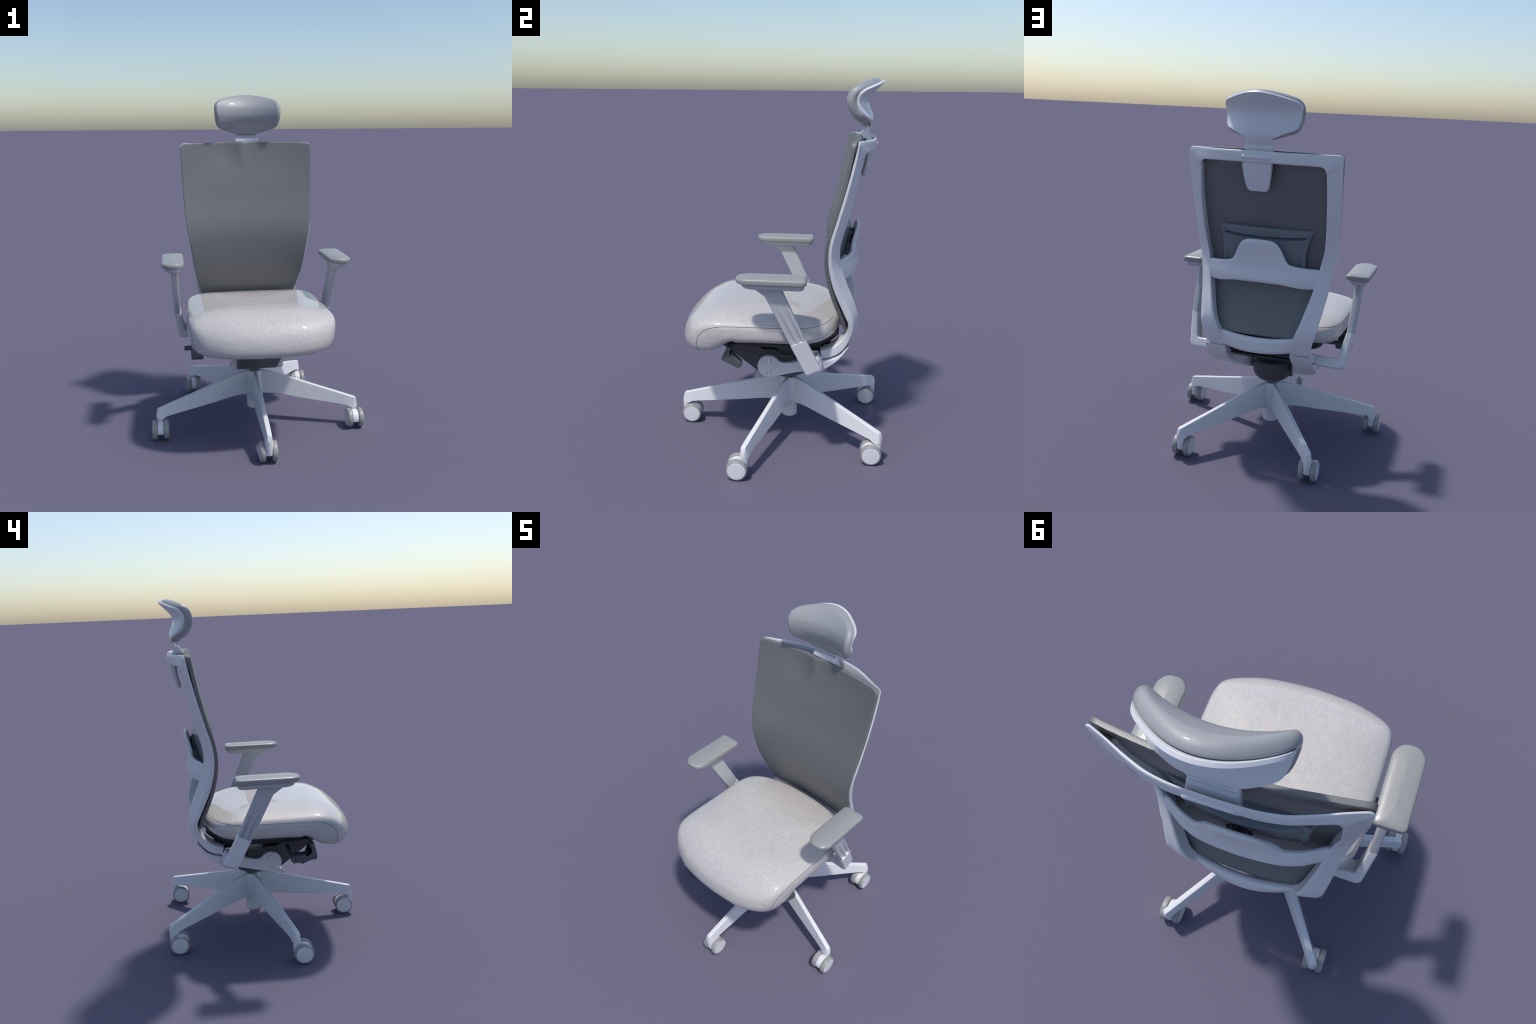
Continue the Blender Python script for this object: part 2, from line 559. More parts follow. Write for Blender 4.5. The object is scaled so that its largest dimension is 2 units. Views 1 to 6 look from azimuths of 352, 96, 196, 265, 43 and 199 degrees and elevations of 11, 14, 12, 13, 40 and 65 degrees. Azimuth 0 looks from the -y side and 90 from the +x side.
# paddle levers under both sides of the pan, and the rod on one side
lever_outline = round_poly([(-0.222, 0.612), (-0.250, 0.617), (-0.279, 0.558), (-0.284, 0.545), (-0.262, 0.532), (-0.194, 0.500),
                            (-0.176, 0.506), (-0.174, 0.532), (-0.205, 0.560), (-0.232, 0.590)], 0.006, 3)
hook_outline = round_poly([(-0.245, 0.612), (-0.274, 0.612), (-0.287, 0.552), (-0.290, 0.527), (-0.280, 0.515), (-0.258, 0.517), (-0.202, 0.494),
                           (-0.184, 0.503), (-0.168, 0.502), (-0.150, 0.500), (-0.138, 0.516), (-0.136, 0.545), (-0.225, 0.549), (-0.252, 0.560)], 0.006, 3)
joined("lever", [extrude_x(lever_outline, 0.318, 0.362, 0.006)], LEVER, mech)
joined("lever", [extrude_x(hook_outline, -0.397, -0.330, 0.006)], LEVER, mech)
joined("lever_rod", [lathe([(0.0, -0.433), (0.0125, -0.433), (0.0135, -0.431), (0.0135, -0.20), (0.0, -0.20)], "x", 20, (0, -0.142, 0.541))],
       LEVER, mech)

# ---------------------------------------------------------------- seat cushion
def seat_outline(n=144):
    """Plan outline of the widest ring: side, front and rear arcs through control points."""
    half = [(0.0, -0.532), (0.12, -0.526), (0.22, -0.511), (0.30, -0.483), (0.358, -0.447), (0.396, -0.398), (0.4125, -0.33),
            (0.416, -0.22), (0.415, -0.08), (0.413, 0.05), (0.408, 0.14), (0.391, 0.212), (0.348, 0.272), (0.272, 0.314), (0.16, 0.340), (0.0, 0.350)]
    full = half + [(-x, y) for x, y in half[-2:0:-1]]
    ext = full[-3:] + full + full[:4]
    p = spline(ext, 1600)
    # cut to one loop and resample evenly by angle round the centre
    c = np.array([0.0, -0.09])
    ang = np.arctan2(p[:, 1] - c[1], p[:, 0] - c[0])
    rad = np.hypot(p[:, 0], p[:, 1] - c[1])
    o = np.argsort(ang)
    ang, rad = ang[o], rad[o]
    t = np.linspace(-math.pi, math.pi, n, endpoint=False)
    r = np.interp(t, ang, rad, period=2 * math.pi)
    return c, np.stack([c[0] + r * np.cos(t), c[1] + r * np.sin(t)], 1)


SEAT_C, SEAT_O = seat_outline()
SEAT_TOP = {   # (inset, height) going from the widest ring up to the crown
    "front": [(0.000, 0.620), (0.003, 0.648), (0.015, 0.686), (0.040, 0.722), (0.075, 0.754), (0.125, 0.783), (0.190, 0.803), (0.28, 0.811)],
    "side": [(0.000, 0.695), (0.002, 0.728), (0.008, 0.750), (0.024, 0.766), (0.050, 0.778), (0.095, 0.791), (0.165, 0.802), (0.25, 0.809)],
    "rear": [(0.000, 0.705), (0.004, 0.730), (0.018, 0.750), (0.040, 0.759), (0.075, 0.767), (0.120, 0.778), (0.19, 0.792), (0.28, 0.804)],
}
seat_bot_y = curve1([-0.55, -0.47, -0.40, -0.34, -0.28, -0.23, -0.15, 0.20, 0.28, 0.36],
                    [0.580, 0.577, 0.579, 0.588, 0.618, 0.648, 0.655, 0.660, 0.668, 0.690])


def seat_rings():
    O, c = SEAT_O, SEAT_C
    t = np.roll(O, -1, 0) - np.roll(O, 1, 0)
    nrm = np.stack([t[:, 1], -t[:, 0]], 1)
    nrm /= np.linalg.norm(nrm, axis=1)[:, None]
    wf, wr = np.clip(-nrm[:, 1], 0, 1) ** 2, np.clip(nrm[:, 1], 0, 1) ** 2
    ws = 1 - wf - wr
    L = np.linalg.norm(O - c, axis=1)
    prof = {k: spline(v, 26) for k, v in SEAT_TOP.items()}
    up = []
    for k in range(26):
        d = wf * prof["front"][k, 0] + ws * prof["side"][k, 0] + wr * prof["rear"][k, 0]
        z = wf * prof["front"][k, 1] + ws * prof["side"][k, 1] + wr * prof["rear"][k, 1]
        p = c + (O - c) * (1 - d / L)[:, None]
        up.append(np.column_stack([p, z]))
    last = up[-1]
    for k in range(1, 9):
        f = 1 - k / 9.0
        p = c + (last[:, :2] - c) * f
        z = 0.8105 + (last[:, 2] - 0.8105) * f ** 1.5
        up.append(np.column_stack([p, z]))
    # underside
    down = []
    zm = up[0][:, 2]
    for d, f in ((0.002, 0.30), (0.007, 0.58), (0.016, 0.82), (0.030, 0.96), (0.05, 1.0), (0.09, 1.0), (0.14, 1.0), (0.20, 1.0)):
        dd = d * (wf * 1.0 + ws * 1.0 + wr * 1.5)
        p = c + (O - c) * (1 - dd / L)[:, None]
        zb = seat_bot_y(p[:, 1]) + 0.010 * (np.abs(p[:, 0]) / 0.4) ** 2 * (p[:, 1] < -0.2)
        down.append(np.column_stack([p, zm + (zb - zm) * f]))
    return down[::-1] + up, up, down


rings, seat_up, seat_down = seat_rings()
cushion = loft("seat_cushion", [list(map(tuple, r)) for r in rings], LINEN, chair, True, 60)

# stitched seam: climbs each front corner, runs along the side and round the back; laid on the cushion by ray casting
from mathutils.bvhtree import BVHTree
from mathutils import Vector
bvh = BVHTree.FromPolygons([v.co.copy() for v in cushion.data.vertices], [tuple(p.vertices) for p in cushion.data.polygons])
side_yz = spline([(-0.398, 0.590), (-0.408, 0.620), (-0.408, 0.655), (-0.394, 0.692), (-0.362, 0.722), (-0.315, 0.740), (-0.26, 0.747), (-0.10, 0.749),
                  (0.05, 0.750), (0.15, 0.753), (0.20, 0.755), (0.235, 0.757)], 160)
half_seam = []
for y, z in side_yz:
    hit = bvh.ray_cast(Vector((1, y, z)), Vector((-1, 0, 0)))[0]
    if hit:
        half_seam.append(np.array(hit))
x_end, y_end = half_seam[-1][0], half_seam[-1][1]
start = math.atan2(y_end + 0.02, x_end)
for g in np.linspace(start, math.radians(56), 50)[1:]:
    d = Vector((math.cos(g), math.sin(g), 0))
    hit = bvh.ray_cast(Vector((0, -0.02, 0.757)) + d, -d)[0]
    if hit:
        half_seam.append(np.array(hit))
half_seam = np.array(half_seam)
joined("seam", [tube(spline(half_seam[::2], 260), 0.0014, 6), tube(spline(half_seam[::2] * [-1, 1, 1], 260), 0.0014, 6)], SEAM, cushion)

# ---------------------------------------------------------------- backrest frame
# stations along a rail: front (y,z), back (y,z), outer x, inner x  (bottom to top)
RAIL = [(0.238, 0.596, 0.252, 0.545, 0.305, 0.190), (0.285, 0.610, 0.300, 0.556, 0.306, 0.190), (0.322, 0.634, 0.345, 0.576, 0.304, 0.187),
        (0.352, 0.664, 0.385, 0.618, 0.303, 0.184), (0.368, 0.690, 0.408, 0.664, 0.309, 0.189), (0.378, 0.722, 0.430, 0.715, 0.319, 0.205),
        (0.377, 0.760, 0.438, 0.765, 0.330, 0.224), (0.362, 0.795, 0.433, 0.808, 0.337, 0.240), (0.334, 0.858, 0.411, 0.880, 0.347, 0.260),
        (0.297, 0.946, 0.377, 0.964, 0.361, 0.283), (0.273, 1.042, 0.346, 1.058, 0.376, 0.301), (0.266, 1.120, 0.331, 1.130, 0.389, 0.316),
        (0.272, 1.197, 0.337, 1.197, 0.400, 0.330), (0.299, 1.300, 0.363, 1.292, 0.407, 0.338), (0.326, 1.400, 0.388, 1.392, 0.412, 0.341),
        (0.356, 1.520, 0.409, 1.514, 0.416, 0.340), (0.378, 1.620, 0.421, 1.612, 0.4175, 0.335)]
bow = curve1([0, 0.10, 0.19, 0.262, 0.30, 0.34, 0.40, 0.42], [0.089, 0.088, 0.077, 0.053, 0.038, 0.021, 0.0, -0.005])


edge_share = curve1([0.60, 0.80, 0.88, 0.96, 1.05, 1.13, 1.22, 1.35, 1.70], [1.0, 0.40, 0.34, 0.32, 0.30, 0.28, 0.26, 0.24, 0.34])


def frame_rings():
    half = []
    uv = unit_ring(0.18, 0.24, 5)
    rail = spline(RAIL, 60)
    for yf, zf, yb, zb, xo, xi in rail:
        # the outer edge is thin near the top, so the back face slopes in towards the opening
        e = float(edge_share(zf))
        xo -= 0.005
        half.append((np.array([xo, yf, zf]), np.array([xo, yf + (yb - yf) * e, zf + (zb - zf) * e]), np.array([xi, yf, zf]), np.array([xi, yb, zb])))
    # corner and top bar
    zt, zi = 1.701, 1.643
    ro, ri = 0.022, 0.032
    oc, ic = (0.4125 - ro, zt - ro), (0.335 - ri, zi - ri)

    def yfb(x, z):
        k = (z - 1.62) / 0.08
        b_ = max(float(bow(abs(x))), 0.0)
        return 0.381 + 0.012 * k + b_, 0.408 + 0.004 * k + b_
    for k in range(0, 9):
        a = math.pi / 2 * k / 8
        xo, zo = oc[0] + ro * math.cos(a), oc[1] + ro * math.sin(a)
        xi, zi_ = ic[0] + ri * math.cos(a), ic[1] + ri * math.sin(a)
        f, b_ = yfb(xo, zo)
        f2, b2 = yfb(xi, zi_)
        half.append((np.array([xo, f, zo]), np.array([xo, f + (b_ - f) * 0.38, zo - 0.003]), np.array([xi, f2, zi_]), np.array([xi, b2, zi_ - 0.004])))
    for k in range(1, 15):
        t = k / 14
        xo, xi = oc[0] * (1 - t), ic[0] * (1 - t)
        zo, z2 = zt + 0.004 * t, zi + 0.004 * t
        f, b_ = yfb(xo, zo)
        f2, b2 = yfb(xi, z2)
        half.append((np.array([xo, f + 0.006 * t, zo]), np.array([xo, f + (b_ - f) * (0.38 + 0.40 * min(1.0, 3 * t)), zo - 0.003 - 0.006 * t]), np.array([xi, f2 + 0.006 * t, z2]), np.array([xi, b2, z2 - 0.004])))
    flip = np.array([-1.0, 1, 1])
    other = [tuple(q * flip for q in s) for s in half[-2::-1]]
    soft = unit_ring(0.40, 0.30, 5)                     # the top bar is rounder than the rails
    every = half + other
    out = []
    for s in every:
        w = float(smooth(0.39, 0.30, abs(s[0][0]))) * float(smooth(1.68, 1.695, s[0][2]))
        out.append(bilinear(uv * (1 - w) + soft * w, s[0], s[1], s[2], s[3]))
    return out


frame = loft("backrest_frame", frame_rings(), WHITE, chair, True, 50)

# bottom crossbar, bowed backwards
rings = []
for x in np.linspace(-0.212, 0.212, 33):
    q = (x / 0.22) ** 2
    ztop, zbot = 0.706 + 0.016 * q, 0.622 + 0.012 * q
    yb, yt = 0.452 - 0.064 * q, 0.436 - 0.026 * q
    rings.append(bilinear(unit_ring(0.42, 0.3, 6), (x, yb - 0.048, zbot), (x, yb - 0.004, zbot), (x, yt - 0.036, ztop), (x, yt + 0.002, ztop)))
loft("lower_crossbar", rings, WHITE, frame, True, 60)

# lumbar crossbar with the raised centre tab
lb_top = curve1([0, 0.055, 0.080, 0.098, 0.118, 0.140, 0.157, 0.180, 0.25, 0.335], [1.243, 1.241, 1.235, 1.222, 1.192, 1.143, 1.120, 1.112, 1.100, 1.088])
lb_bot = curve1([0, 0.13, 0.18, 0.23, 0.335], [1.012, 1.008, 1.000, 0.991, 0.984])
lb_y = curve1([0.90, 0.98, 1.03, 1.09, 1.14, 1.20, 1.235, 1.25], [0.418, 0.426, 0.430, 0.419, 0.419, 0.428, 0.433, 0.430])
lb_bow = curve1([0, 0.08, 0.16, 0.23, 0.30, 0.335], [0.0, 0.004, 0.016, 0.042, 0.084, 0.10])
rings = []
xs = np.concatenate([np.linspace(0, 0.08, 7), np.linspace(0.09, 0.165, 16), np.linspace(0.18, 0.312, 10)])
xs = np.concatenate([-xs[:0:-1], xs])
for x in xs:
    a = abs(x)
    zt, zb = float(lb_top(a)), float(lb_bot(a))
    uv = unit_ring(0.09, 0.42, 5, 8)
    q = np.zeros((len(uv), 3))
    q[:, 0] = x
    q[:, 2] = zb + (zt - zb) * uv[:, 0]
    th = 0.024
    q[:, 1] = lb_y(q[:, 2]) - float(lb_bow(a)) - th * (1 - uv[:, 1])
    rings.append(q)
loft("lumbar_crossbar", rings, WHITE, frame, True, 60)

# ---------------------------------------------------------------- backrest mesh panel
fab_x = curve1([0.69, 0.76, 0.89, 0.94, 1.06, 1.15, 1.26, 1.45, 1.67, 1.71], [0.276, 0.306, 0.339, 0.3475, 0.366, 0.3825, 0.3965, 0.4065, 0.4125, 0.4125])
_fy = curve1([0.69, 0.74, 0.78, 0.845, 0.95, 1.056, 1.13, 1.207, 1.344, 1.526, 1.70], [0.362, 0.352, 0.336, 0.307, 0.270, 0.249, 0.2435, 0.2535, 0.292, 0.334, 0.364])
FZ0, FZ1 = 0.714, 1.698
_zs = np.linspace(0.55, 1.85, 400)          # relax the profile into one long lumbar curve
_ext = _fy(_zs) + (_zs > 1.70) * (_zs - 1.70) * 0.17 - (_zs < 0.69) * (_zs - 0.69) * 0.2
_w = np.exp(-0.5 * (np.arange(-60, 61) * (_zs[1] - _zs[0]) / 0.045) ** 2)
_sm = np.convolve(np.pad(_ext, 60, mode="reflect", reflect_type="odd"), _w / _w.sum(), mode="valid")


def fab_y(z):
    return np.interp(z, _zs, _sm) - 0.0005



def fabric_panel():
    nu, nv = 72, 110
    T = 0.021

    def surf(u, v):
        # u, v in -1..1; rounded corners at the top
        z = FZ0 + (FZ1 - FZ0) * (v + 1) / 2
        xm = fab_x(z)
        z = z + 0.009 * (1 - u * u) * smooth(0.6, 1.0, v) + (-0.004) * (1 - u * u) * smooth(-0.8, -1, v)
        x = xm * u
        # corner rounding
        r = 0.024
        dx, dz = xm - np.abs(x), FZ1 - z
        near = (dx < r) & (z > FZ1 - r)
        over = np.clip(r - dx, 0, r)
        drop = r - np.sqrt(np.maximum(r * r - over * over, 0))
        z = z - drop * smooth(FZ1 - 0.06, FZ1, z)
        y = fab_y(z) + 0.030 * (1 - u * u) * (0.80 + 0.50 * smooth(1.42, 1.68, z))
        # ridge and left dip modelled to draw the bright wedge beside a darker area
        w = np.where(x > -0.03, 0.034, 0.046)
        y = y - 0.0105 * np.exp(-((x + 0.03) / w) ** 2) * smooth(1.53, 1.69, z)
        y = y + 0.005 * np.exp(-((x + 0.15) / 0.08) ** 2) * smooth(1.50, 1.66, z)
        return x, y, z
    rings = []
    # perimeter-to-centre rings on the front and back faces, joined by a rounded hem
    m = 40
    ths = []
    per = []
    for k in range(nu):
        per.append((-1 + 2 * k / nu, 1.0))
    for k in range(nv):
        per.append((1.0, 1 - 2 * k / nv))
    for k in range(nu):
        per.append((1 - 2 * k / nu, -1.0))
    for k in range(nv):
        per.append((-1.0, -1 + 2 * k / nv))
    per = np.array(per)
    hem = 0.006
    levels = [(0.0, 0.0)]
    front = []
    for s in np.concatenate([np.linspace(0.0, 0.94, 30), [0.955, 0.968, 0.978, 0.986, 0.992, 0.996, 0.999, 1.0]]):
        x, y, z = surf(per[:, 0] * s, per[:, 1] * s)
        d = (1 - s) * 0.40
        back_off = hem * (1 - np.sqrt(np.clip(1 - (1 - np.clip(d / hem, 0, 1)) ** 2, 0, 1)))
        front.append(np.column_stack([x, y + back_off * 0.55, z]))
    back = []
    for s in (1.0, 0.995, 0.985, 0.97, 0.94, 0.9, 0.8, 0.65, 0.5, 0.35, 0.2, 0.0):
        x, y, z = surf(per[:, 0] * s, per[:, 1] * s)
        d = (1 - s) * 0.40
        o = 0.002 * (1 - np.clip(d / 0.004, 0, 1))
        z = z - 0.002 * smooth(0.9, 1.0, per[:, 1] * s) * smooth(FZ1 - 0.05, FZ1, z)      # top hem falls away backwards
        back.append(np.column_stack([x, y + T - o, z]))
    rings = front + back
    return [list(map(tuple, r)) for r in rings]


loft("backrest_panel", fabric_panel(), MESH, chair, False, 55)

# ---------------------------------------------------------------- lumbar support pad behind the panel
def pillow_y(x):
    return 0.358 - 0.55 * x * x


pw = curve1([1.065, 1.10, 1.15, 1.19, 1.24, 1.275, 1.293], [0.230, 0.230, 0.231, 0.236, 0.247, 0.261, 0.270])


def pillow():
    V, F = [], []
    nu, nv = 80, 90
    uu, vv = np.linspace(-1, 1, nu + 1), np.linspace(0, 1, nv + 1)
    grid = np.zeros((nv + 1, nu + 1, 3))
    for j, v in enumerate(vv):
        z = 1.065 + (1.293 - 1.065) * v
        for i, u in enumerate(uu):
            x = u * float(pw(z))
            e = min((1 - abs(u)) * 0.245, (z - 1.065), (1.293 - z) * 0.62)        # distance to the rim
            zt_ = 1.262 - 0.014 * (1 - u * u)                        # lower edge of the top flange
            inner = float(smooth(0.016, 0.034, (1 - abs(u)) * 0.245)) * float(smooth(0.0, 0.008, zt_ - z))
            shelf = float(smooth(0.006, 0.018, zt_ - z)) * (1 - u * u) ** 0.6
            rec = 0.018 * inner
            belly = (0.046 - 0.20 * max(zt_ - 0.014 - z, 0)) * shelf
            edge = 0.006 * (1 - float(smooth(0.0, 0.008, e)))
            grid[j, i] = (x, pillow_y(x) - rec + max(belly, 0.0) * inner - edge, z)
    n = (nu + 1) * (nv + 1)
    V = [tuple(p) for p in grid.reshape(-1, 3)]
    V += [(p[0] * 0.985, p[1] - 0.034 + 0.3 * p[0] ** 2, p[2]) for p in grid.reshape(-1, 3)]
    w = nu + 1
    for j in range(nv):
        for i in range(nu):
            a = j * w + i
            F.append((a, a + 1, a + w + 1, a + w))
            F.append((n + a, n + a + w, n + a + w + 1, n + a + 1))
    for i in range(nu):
        for a, b_ in ((i, i + 1), (nv * w + i + 1, nv * w + i)):
            F.append((a, n + a, n + b_, b_))
    for j in range(nv):
        for a, b_ in (((j + 1) * w, j * w), (j * w + nu, (j + 1) * w + nu)):
            F.append((a, n + a, n + b_, b_))
    return V, F


lumbar = build("lumbar_pad", *pillow(), PILLOW, chair, 40)
# small corner tabs of the flange
for s in (1, -1):
    v, f = box((s * 0.215, 0.333, 1.263), (0.05, 0.012, 0.009), 0.003)
    build("flange_tab", v, f, PILLOW, lumbar, 40)
# ribbed adjusting knob between pad and crossbar
knob_rings = []
for y, r in ((0.350, 0.043), (0.382, 0.043), (0.383, 0.0415), (0.405, 0.040), (0.408, 0.038)):
    ring = []
    for k in range(96):
        a = 2 * math.pi * k / 96
        rr = r - (0.004 if (k // 4) % 2 and y > 0.3825 else 0)
        ring.append((rr * math.sin(a), y, 1.165 + rr * math.cos(a)))
    knob_rings.append(ring)
v, f = lathe([(0.0, 0.345), (0.050, 0.345), (0.052, 0.350), (0.052, 0.378), (0.049, 0.382), (0.0, 0.382)], "y", 40, (0, 0, 1.165))
build("knob_collar", [(p[0], p[1], p[2]) for p in v], f, PILLOW, lumbar, 40)
loft("adjusting_knob", knob_rings, BLACK, lumbar, True, 30)

# ---------------------------------------------------------------- headrest
stem = []
tw = curve1([1.497, 1.503, 1.515, 1.56, 1.60, 1.65, 1.70], [0.044, 0.054, 0.0595, 0.069, 0.075, 0.0785, 0.074])
ty = curve1([1.495, 1.54, 1.59, 1.64, 1.70], [0.446, 0.462, 0.476, 0.484, 0.468])
rings = []
for z in np.concatenate([[1.496, 1.4975, 1.500, 1.505], np.linspace(1.515, 1.70, 20)]):
    w, y = float(tw(z)), float(ty(z))
    t = float(curve1([1.495, 1.50, 1.56, 1.64, 1.70], [0.016, 0.020, 0.026, 0.034, 0.030])(z))
    rings.append(bilinear(unit_ring(0.06, 0.25, 4), (-w, y - t, z), (w, y - t, z), (-w, y, z), (w, y, z)))
slide = loft("headrest_slide", rings, WHITE, frame, True, 45)
# raised grip on the top bar
rings = []
for x, s in ((-0.0775, 0.35), (-0.076, 0.75), (-0.073, 1), (0.073, 1), (0.076, 0.75), (0.0775, 0.35)):
    rings.append([(x, 0.4945 + 0.0105 * s * math.cos(a), 1.669 + 0.0115 * s * math.sin(a)) for a in np.linspace(0, 2 * math.pi, 20, endpoint=False)])
loft("grip_ridge", rings, WHITE, slide, True, 50)

hinge = joined("headrest_hinge", [
    lathe([(0.0, -0.0725), (0.019, -0.0725), (0.0215, -0.070), (0.0215, 0.070), (0.019, 0.0725), (0.0, 0.0725)], "x", 32, (0, 0.4385, 1.7135)),
], WHITE, chair)
joined("hinge_post", [box((-0.045, 0.442, 1.668), (0.02, 0.016, 0.07), 0.003), box((0.045, 0.442, 1.668), (0.02, 0.016, 0.07), 0.003),
                      box((0, 0.440, 1.655), (0.10, 0.010, 0.09), 0.003)], DARK, hinge)
rings = []
for z, y, w, t in ((1.715, 0.444, 0.0655, 0.020), (1.73, 0.449, 0.0655, 0.016), (1.745, 0.457, 0.066, 0.014), (1.762, 0.467, 0.068, 0.014), (1.782, 0.467, 0.070, 0.010)):
    rings.append(bilinear(unit_ring(0.06, 0.4, 4), (-w, y - t / 2, z), (w, y - t / 2, z), (-w, y + t / 2, z), (w, y + t / 2, z)))
loft("headrest_neck", rings, WHITE, hinge, True, 45)

HR_X = 0.0105                      # the headrest slides sit a touch to one side
HR_C = np.array([0.0, 1.880])
hr_half = [(0.0, 1.766), (0.045, 1.767), (0.078, 1.771), (0.125, 1.788), (0.168, 1.803), (0.189, 1.815), (0.1985, 1.833), (0.206, 1.866), (0.209, 1.892),
           (0.209, 1.913), (0.204, 1.927), (0.186, 1.940), (0.152, 1.951), (0.105, 1.9635), (0.055, 1.974), (0.0, 1.9785)]


def hr_outline(scale=1.0, n=120):
    full = hr_half + [(-x, z) for x, z in hr_half[-2:0:-1]]
    ext = full[-3:] + full + full[:4]
    p = spline(ext, 1600)
    ang = np.arctan2(p[:, 1] - HR_C[1], p[:, 0])
    rad = np.hypot(p[:, 0], p[:, 1] - HR_C[1])
    o = np.argsort(ang)
    t = np.linspace(-math.pi, math.pi, n, endpoint=False)
    r = np.interp(t, ang[o], rad[o], period=2 * math.pi)
    return np.stack([r * np.cos(t), r * np.sin(t)], 1)


hr_prof = curve1([1.745, 1.783, 1.808, 1.830, 1.855, 1.879, 1.900, 1.920, 1.948, 1.981, 2.002], [0.468, 0.478, 0.4765, 0.4685, 0.4575, 0.4525, 0.456, 0.469, 0.4965, 0.528, 0.545])
hr_c = curve1([1.75, 1.79, 1.83, 1.90, 2.0], [0.7, 1.0, 1.40, 1.48, 1.42])


def hr_y(x, z):
    return hr_prof(z) - hr_c(z) * x * x


hr_lean = curve1([1.74, 1.82, 1.86, 1.89, 1.92, 1.95, 2.0], [-0.35, -0.42, -0.30, 0.0, 0.45, 0.70, 0.72])


def hr_rings(side, top, bottom, y_of):
    """Rings from centre of one face, out over the rim, to the centre of the other face.
    side, top, bottom: how far the outline is drawn in; offsets run along the shell's own normal."""
    O = hr_outline()
    L = np.linalg.norm(O, axis=1)
    up = O[:, 1] / L
    inset = side + (top - side) * smooth(0.02, 0.40, up) + (bottom - side) * np.clip(-up, 0, 1) ** 2
    out = []
    for s, d, off in y_of:
        k = (1 - (inset + d) / L) * s
        x, z = O[:, 0] * k, HR_C[1] + O[:, 1] * k
        m = hr_lean(z)
        q = np.sqrt(1 + m * m)
        out.append(np.column_stack([x + HR_X, hr_y(x, z) - off / q, z + off * m / q]))
    return [list(map(tuple, r)) for r in out]


def arc_levels(t0, t1, r):
    """Back face, rounded rim and front face of a slab between offsets t0 (back) and t1 (front)."""
    lv = [(s, 0.0, t0) for s in np.linspace(0, 0.9, 14)] + [(0.96, 0, t0), (1.0, r * 1.0, t0)]
    for k in range(1, 4):
        a = math.pi / 2 * k / 3
        lv.append((1.0, r * (1 - math.sin(a)), t0 + r * (1 - math.cos(a))))
    for k in range(0, 4):
        a = math.pi / 2 * k / 3
        lv.append((1.0, r * (1 - math.cos(a)), t1 - r * (1 - math.sin(a))))
    lv += [(0.96, 0, t1)] + [(s, 0.0, t1) for s in np.linspace(0.9, 0, 14)]
    return lv


shell = loft("headrest_shell", hr_rings(0.010, -0.006, -0.010, arc_levels(0.0, 0.0135, 0.0012)), WHITE, chair, False, 35)


def pad_levels():
    lv = [(0.0, 0, 0.008), (0.5, 0, 0.008), (0.93, 0, 0.008), (1.0, 0.012, 0.010), (1.0, 0.008, 0.0150), (1.0, 0.002, 0.0190)]
    # thick roll of the cushion: blunt rim, then a broad front
    for k in range(0, 17):
        a = math.pi / 2 * k / 16
        lv.append((1.0, 0.030 * (1 - math.cos(a)), 0.023 + 0.042 * math.sin(a)))
    for s in np.linspace(0.97, 0, 16):
        lv.append((s, 0.030, 0.065 + 0.006 * (1 - s)))
    return lv


loft("headrest_pad", hr_rings(0.0, 0.0, 0.0, pad_levels()), PAD, shell, False, 60)

for o in (slide, hinge):
    o.location.x = HR_X

# ---------------------------------------------------------------- armrests (built for +x, mirrored)
def L_point(x, h, s):
    return np.array([x, 0.179 - 0.436 * h + 0.076 * s, 0.501 + 0.90 * h + 0.036 * s])


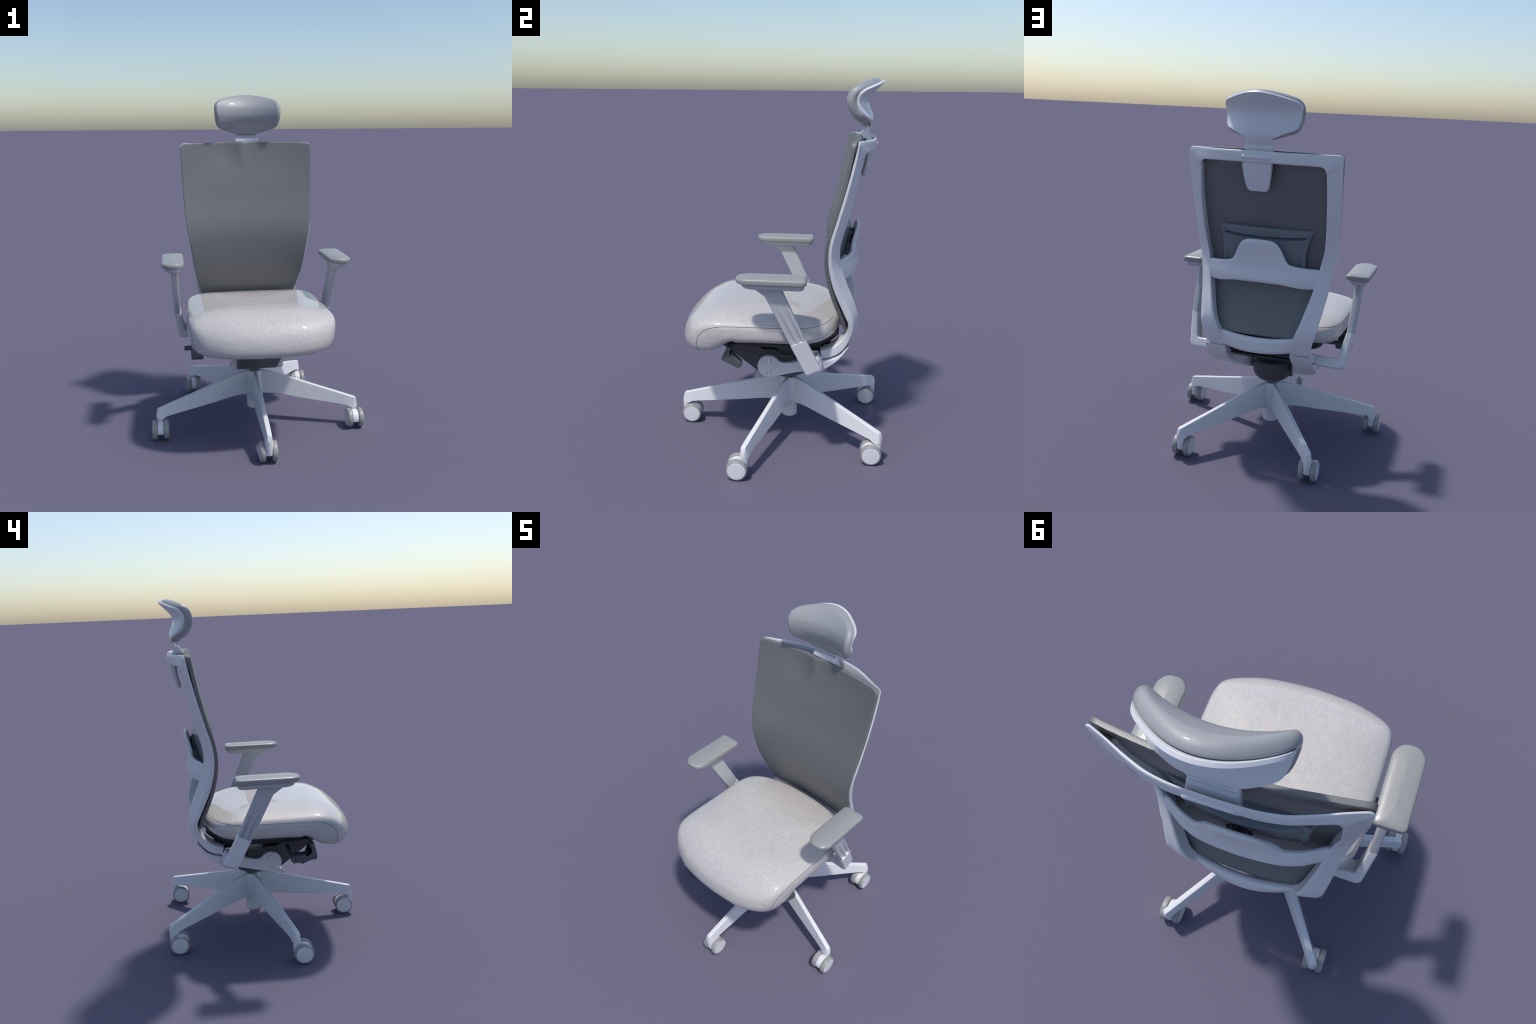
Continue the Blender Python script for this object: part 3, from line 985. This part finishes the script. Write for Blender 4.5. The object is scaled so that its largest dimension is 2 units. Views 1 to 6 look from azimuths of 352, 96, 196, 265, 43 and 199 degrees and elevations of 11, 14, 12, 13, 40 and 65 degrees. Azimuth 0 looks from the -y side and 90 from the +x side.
def armrest(mir):
    # bracket and sleeve: outer/inner path in the (x, h) plane
    outer, inner = [], []
    for x in np.linspace(0.285, 0.428, 8):
        outer.append((x, 0.0))
    for x in np.linspace(0.285, 0.402, 8):
        inner.append((x, 0.056))
    for k in range(1, 9):
        a = math.pi / 2 * k / 8
        outer.append((0.428 + 0.031 * math.sin(a), 0.031 * (1 - math.cos(a))))
        inner.append((0.402 + 0.020 * math.sin(a), 0.056 + 0.020 * (1 - math.cos(a))))
    for k in range(1, 9):
        t = k / 8
        outer.append((0.459 + 0.0255 * t, 0.031 + 0.170 * t))
        inner.append((0.422 + 0.0245 * t, 0.076 + 0.125 * t))
    uv = unit_ring(0.24, 0.10, 5, 6)
    rings = []
    for (xo, ho), (xi, hi) in zip(outer, inner):
        rings.append(bilinear(uv, L_point(xo, ho, 0), L_point(xi, hi, 0), L_point(xo, ho, 1), L_point(xi, hi, 1)))
    bracket = loft("armrest", rings, WHITE, chair, True, 50, mir)
    # post that slides in the sleeve, with two grooves on the outer face
    rings = []
    uv = unit_ring(0.30, 0.10, 5, 18)
    hs = np.concatenate([np.linspace(0.1985, 0.48, 24), np.linspace(0.49, 0.536, 9)])
    for h in hs:
        t = (h - 0.2) / 0.32
        f = smooth(0.485, 0.536, h)
        ff = smooth(0.50, 0.536, h)
        xo, xi = 0.4838 + 0.0140 * t + 0.014 * ff ** 2, 0.4472 + 0.0095 * t - 0.010 * ff ** 2
        s0, s1 = 0.012 - 0.06 * max(t, 0) - 0.62 * f ** 1.6, 0.988 + 0.05 * max(t, 0) + 0.10 * ff
        q = bilinear(uv, L_point(xo, h, s0), L_point(xi, h, s0), L_point(xo, h, s1), L_point(xi, h, s1))
        # level the section towards the top so that it meets the pad carrier flat
        zc = 0.989
        q[:, 2] = q[:, 2] * (1 - ff) + np.minimum(q[:, 2], zc) * 0 * ff + ff * (zc - 0.000 + 0 * q[:, 2])
        s = uv[:, 1]
        on_outer = smooth(0.25, 0.05, uv[:, 0])
        depth = 0.0165 * smooth(0.46, 0.22, h)
        g = np.exp(-((s - 0.27) / 0.12) ** 2) + np.exp(-((s - 0.70) / 0.10) ** 2)
        q[:, 0] -= on_outer * depth * g
        rings.append(q)
    loft("armrest_post", rings, POST, bracket, True, 50, mir)
    # pad carrier
    def plan(x0, x1, y0, y1, front_cut):
        return round_poly([(x0, y0 + front_cut[0]), (x0 + front_cut[1], y0), (x1 - front_cut[1], y0), (x1, y0 + front_cut[0]), (x1, y1), (x0, y1)],
                          [0.03, 0.03, 0.03, 0.03, 0.022, 0.022], 5)
    def slab(levels, name, mat):
        rr = []
        for x0, x1, y0, y1, cut, z, crown in levels:
            o = plan(x0, x1, y0, y1, cut)
            o[:, 1] += np.where(o[:, 1] < 0, 0.008, -0.004) * np.abs((o[:, 0] - (x0 + x1) / 2) / ((x1 - x0) / 2)) ** 2
            rr.append([(x, y, z + crown * (1 - ((x - (x0 + x1) / 2) / ((x1 - x0) / 2)) ** 2)) for x, y in o])
        return loft(name, rr, mat, bracket, True, 45, mir)
    slab([(0.450, 0.520, -0.135, 0.140, (0.03, 0.02), 0.9865, 0), (0.443, 0.527, -0.146, 0.150, (0.03, 0.025), 0.9885, 0), (0.439, 0.531, -0.153, 0.156, (0.03, 0.025), 0.994, 0),
          (0.4365, 0.5335, -0.160, 0.158, (0.03, 0.028), 1.004, 0), (0.435, 0.535, -0.163, 0.159, (0.03, 0.028), 1.017, 0)], "pad_carrier", POST)
    c = (0.034, 0.030)
    slab([(0.428, 0.541, -0.168, 0.158, c, 1.0140, 0), (0.4235, 0.5455, -0.175, 0.163, c, 1.0148, 0), (0.4208, 0.5482, -0.181, 0.1675, c, 1.0180, 0), (0.420, 0.549, -0.184, 0.169, c, 1.0230, 0),
          (0.4200, 0.5490, -0.1845, 0.169, c, 1.034, 0), (0.4208, 0.5482, -0.1835, 0.168, c, 1.0385, 0), (0.4228, 0.5462, -0.181, 0.1665, c, 1.0415, 0), (0.4265, 0.5425, -0.177, 0.163, c, 1.0440, 0.0006),
          (0.436, 0.533, -0.166, 0.153, c, 1.0472, 0.0015), (0.452, 0.517, -0.140, 0.135, (0.02, 0.02), 1.0498, 0.0018), (0.475, 0.494, -0.08, 0.08, (0.01, 0.008), 1.0515, 0.001)], "armrest_pad", GREY)
    # release button under the carrier, on the inner side
    v, f = box((0.452, 0.030, 0.981), (0.012, 0.026, 0.014), 0.003)
    build("release_button", mirror_x(v) if mir else v, f, POST, bracket, 40)
    # collar where the bracket leaves the frame arm
    v, f = lathe([(0.0, 0.296), (0.036, 0.296), (0.037, 0.300), (0.037, 0.314), (0.034, 0.317), (0.0, 0.317)], "x", 32, (0, 0.216, 0.541))
    build("bracket_collar", mirror_x(v) if mir else v, f, WHITE, bracket, 40)


armrest(False)
armrest(True)
